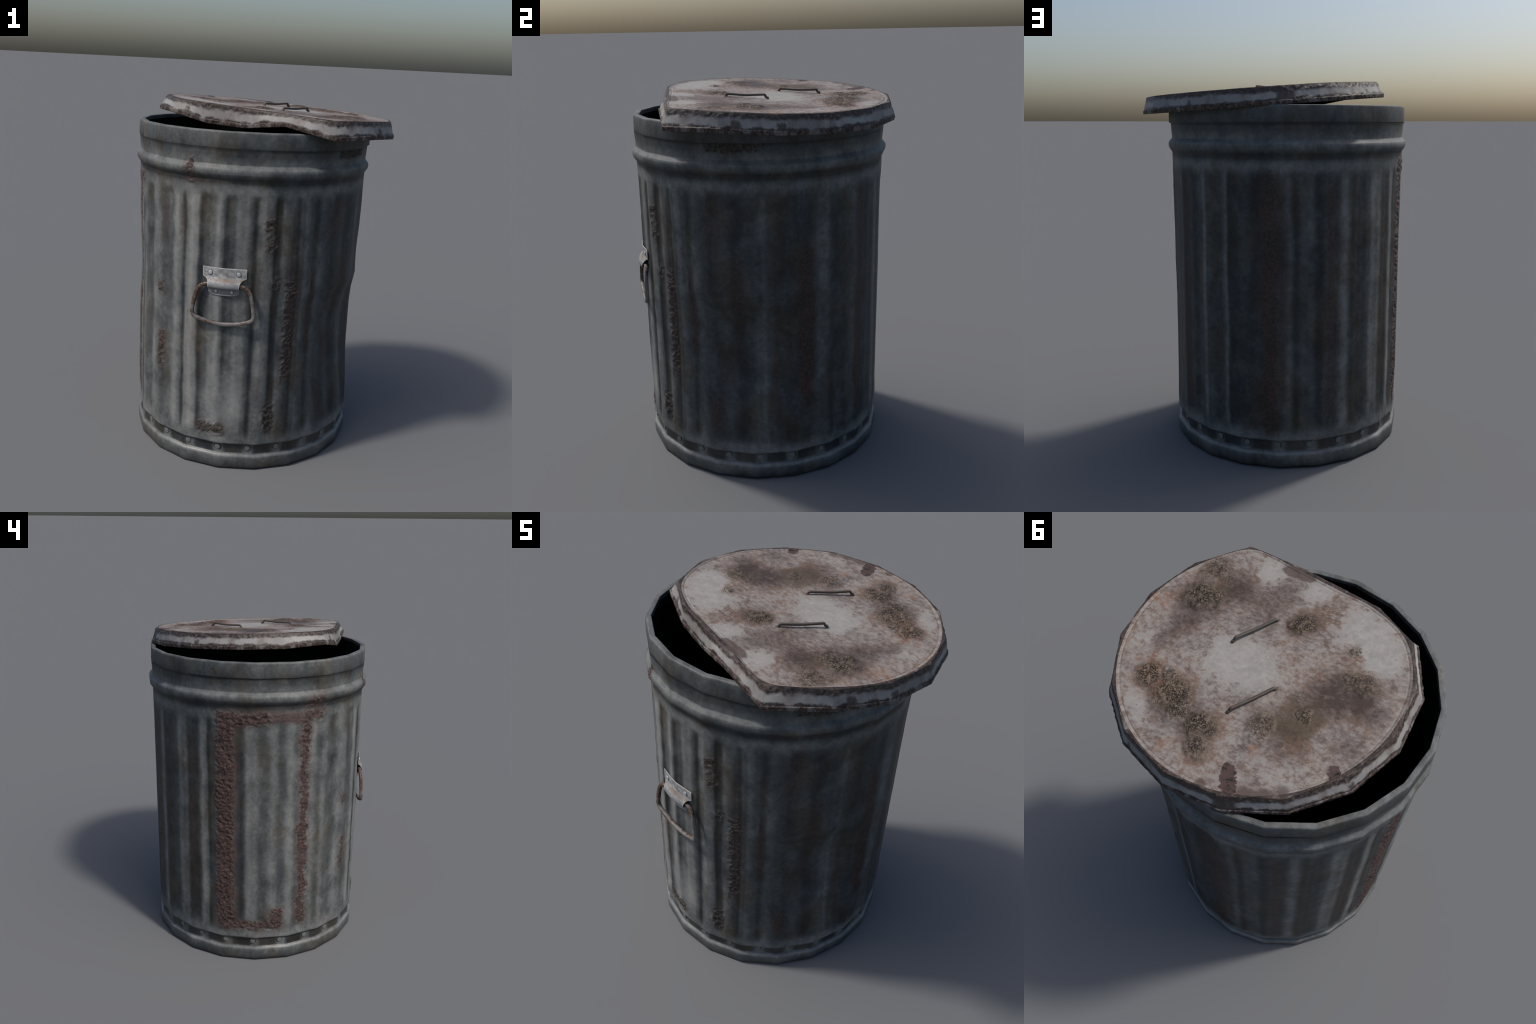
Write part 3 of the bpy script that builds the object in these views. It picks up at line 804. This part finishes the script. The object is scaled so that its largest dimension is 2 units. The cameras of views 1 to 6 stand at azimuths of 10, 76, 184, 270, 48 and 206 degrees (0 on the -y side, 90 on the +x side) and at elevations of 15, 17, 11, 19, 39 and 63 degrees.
def lid_wall_material(hem_part=False):
    N = Nodes("lid_hem_rust" if hem_part else "lid_skirt_paint")
    tc, x, y, z = N.coords()
    lo = N.noise(tc, 6.5, 5, 0.65, (1, 1, 0.4), (1, 1, 4))
    lo2 = N.noise(tc, 16, 4, 0.65, (1, 1, 0.5), (7, 1, 4))
    mid = N.noise(tc, 30, 5, 0.7, (1, 1, 0.8), (4, 4, 4))
    g = N.noise(tc, 62, 5, 0.75, (1, 1, 1), (2, 9, 1))
    dk = N.ramp(g, [(0.34, (.008, .007, .007)), (0.46, (.032, .022, .019)), (0.57, (.080, .054, .045)), (0.67, (.15, .112, .097)), (0.76, (.27, .23, .21))])
    if hem_part:
        col = N.mix(N.m("MULTIPLY", N.step(0.5, 0.62, lo2), 0.75), dk, N.mix(mid, (.12, .105, .10), (.24, .225, .215)))
        N.bump(g, 0.5, 0.006)
        return N.finish(col, 0.65, 0, 0.3)
    azi = N.m("DIVIDE", N.m("ADD", N.m("MULTIPLY", N.m("ARCTAN2", y, x), 180 / math.pi), 180), 360)

    zb = column_level(N, x, y, hem, hem[:, 2] + 0.0205)
    zt = column_level(N, x, y, topc, topc[:, 2])
    f = N.m("DIVIDE", N.m("SUBTRACT", z, zb), N.m("SUBTRACT", zt, zb))
    fn = N.m("ADD", f, N.m("ADD", N.m("MULTIPLY", N.m("SUBTRACT", mid, 0.5), 0.30), N.m("MULTIPLY", N.m("SUBTRACT", lo2, 0.5), 0.5)))
    paint = N.mix(N.step(0.35, 0.65, lo), (.20, .19, .185), (.30, .29, .28))
    paint = N.mix(N.m("MULTIPLY", N.step(0.5, 0.68, N.noise(tc, 10, 5, 0.65, (1, 1, 0.35), (0, 5, 5))), 0.7), paint, (.12, .092, .082))
    topb = N.step(0.50, 0.74, N.m("ADD", fn, N.m("MULTIPLY", N.m("SUBTRACT", lo, 0.5), 0.35)))
    botb = N.m("SUBTRACT", 1, N.step(0.04, 0.20, N.m("SUBTRACT", fn, N.m("MULTIPLY", N.m("SUBTRACT", lo, 0.45), 0.55))))
    toprust = N.ramp(g, [(0.34, (.008, .007, .007)), (0.47, (.032, .023, .020)), (0.59, (.082, .059, .050)), (0.69, (.15, .118, .104)), (0.78, (.28, .245, .225))])
    col = N.mix(topb, paint, toprust)
    col = N.mix(botb, col, N.mix(0.35, dk, (.010, .008, .008)))  # blackened to paint the shadow line above the hem
    # bare streaks running right down the skirt
    scab = None
    for a, w in [(104, 4.5), (148, 1.6), (-135, 1.3), (-25, 1.8), (-8, 2.0), (62, 1.4)]:
        da = N.m("ABSOLUTE", N.m("SUBTRACT", N.m("SUBTRACT", N.m("MULTIPLY", azi, 360), 180 + a), N.m("MULTIPLY", N.m("SUBTRACT", lo2, 0.5), 6)))
        s = N.m("SUBTRACT", 1, N.step(w * 0.7, w * 1.3, da))
        scab = s if scab is None else N.m("MAXIMUM", scab, s)
    scab = N.m("MULTIPLY", scab, N.step(0.4, 0.5, N.m("ADD", lo, 0.0)))
    big = N.m("SUBTRACT", 1, N.step(8, 10, N.m("ABSOLUTE", N.m("SUBTRACT", N.m("MULTIPLY", azi, 360), 284))))
    scab = N.m("MULTIPLY", scab, N.m("MAXIMUM", big, N.m("SUBTRACT", 1, N.step(0.35, 0.62, fn))))
    col = N.mix(N.m("MULTIPLY", scab, 0.9), col, N.mix(g, (.018, .013, .012), (.07, .045, .038)))
    N.bump(N.m("ADD", g, mid), N.m("ADD", 0.10, N.m("MULTIPLY", N.m("MAXIMUM", topb, botb), 0.45)), 0.006)
    return N.finish(col, N.m("SUBTRACT", 0.6, N.m("MULTIPLY", N.m("MAXIMUM", topb, botb), 0.18)), 0, 0.45)


sl = {"lid_top": (0, MARK["top"]), "lid_bead": (MARK["top"] - 1, MARK["bead"]), "lid_edge": (MARK["bead"] - 1, MARK["edge"]), "lid_skirt": (MARK["edge"] - 1, MARK["skirt"]), "lid_hem": (MARK["skirt"] - 1, len(Gp))}
mats = {"lid_top": lid_top_material(), "lid_edge": lid_top_material(True), "lid_bead": None, "lid_skirt": lid_wall_material(), "lid_hem": lid_wall_material(True)}
mats["lid_bead"] = mats["lid_top"]
for nm, (a, b) in sl.items():
    grid_object(nm, Gp[a:b], mats[nm], Nn[a:b], lid, flip=(sign < 0))

# dark underside of the pan
Hu, Tu = Hc, Tc
ow = np.concatenate([Hu[:, :2] / np.linalg.norm(Hu[:, :2], axis=1, keepdims=True), np.zeros((len(Hu), 1))], 1)
under = [Hu - ow * .0054 + (0, 0, .004), Hu - ow * .006 + (0, 0, .02), Tu - ow * .010 + (0, 0, -.016), Tu - ow * .018 + (0, 0, -.011)]
cen = np.array([0.03, 0.02, .070])
for f in (0.7, 0.4, 0.1, 0.002):
    under.append(cen * (1 - f) + (Tu - ow * .018 + (0, 0, -.0115)) * f)
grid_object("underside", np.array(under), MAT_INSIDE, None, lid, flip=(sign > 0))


# ---- two small grips on the lid
def grip_material():
    N = Nodes("grip_steel")
    tc, x, y, z = N.coords()
    n = N.noise(tc, 18, 5, 0.65)
    g = N.noise(tc, 80, 4, 0.7)
    steel = N.mix(g, (.048, .047, .042), (.105, .100, .088))
    rst = N.mix(g, (.050, .034, .026), (.125, .086, .064))
    N.bump(g, 0.25, 0.003)
    return N.finish(N.mix(N.step(0.40, 0.56, n), steel, rst), 0.6, 0.0, 0.3)


MG = grip_material()
def grip(p0, p1):
    """Flat bar with a slight sag on two flared feet; p0, p1 are the outer ends of the feet."""
    a, b = np.array(p0), np.array(p1)
    c, L = (a + b) / 2, np.linalg.norm(b - a) / 2
    u = (b - a) / (2 * L)
    pts = [(-L, -.002, 1.1), (-L, .0032, 1.1), (-L + .006, .0048, 1.05), (-L + .0105, .0085, 1), (-L + .0135, .0145, 1), (-L + .0175, .0178, 1), (-L + .024, .0184, 1), (-L * .5, .0168, 1), (0, .0146, 1)]
    pts = pts + [(-s, h, w) for s, h, w in pts[-2::-1]]
    path = []
    for s, h, w in pts:
        q = c + u * s
        path.append((q[0], q[1], .0800 + 0.05 * s + h))
    return tube("grip", path, 0.0054, MG, lid, closed=False, squarish=0.6, up=(-u[1], u[0], 0), sub=4, aspect=1.15)


grip((-.110, .095), (.015, .289))
grip((.049, -.223), (.172, -.029))
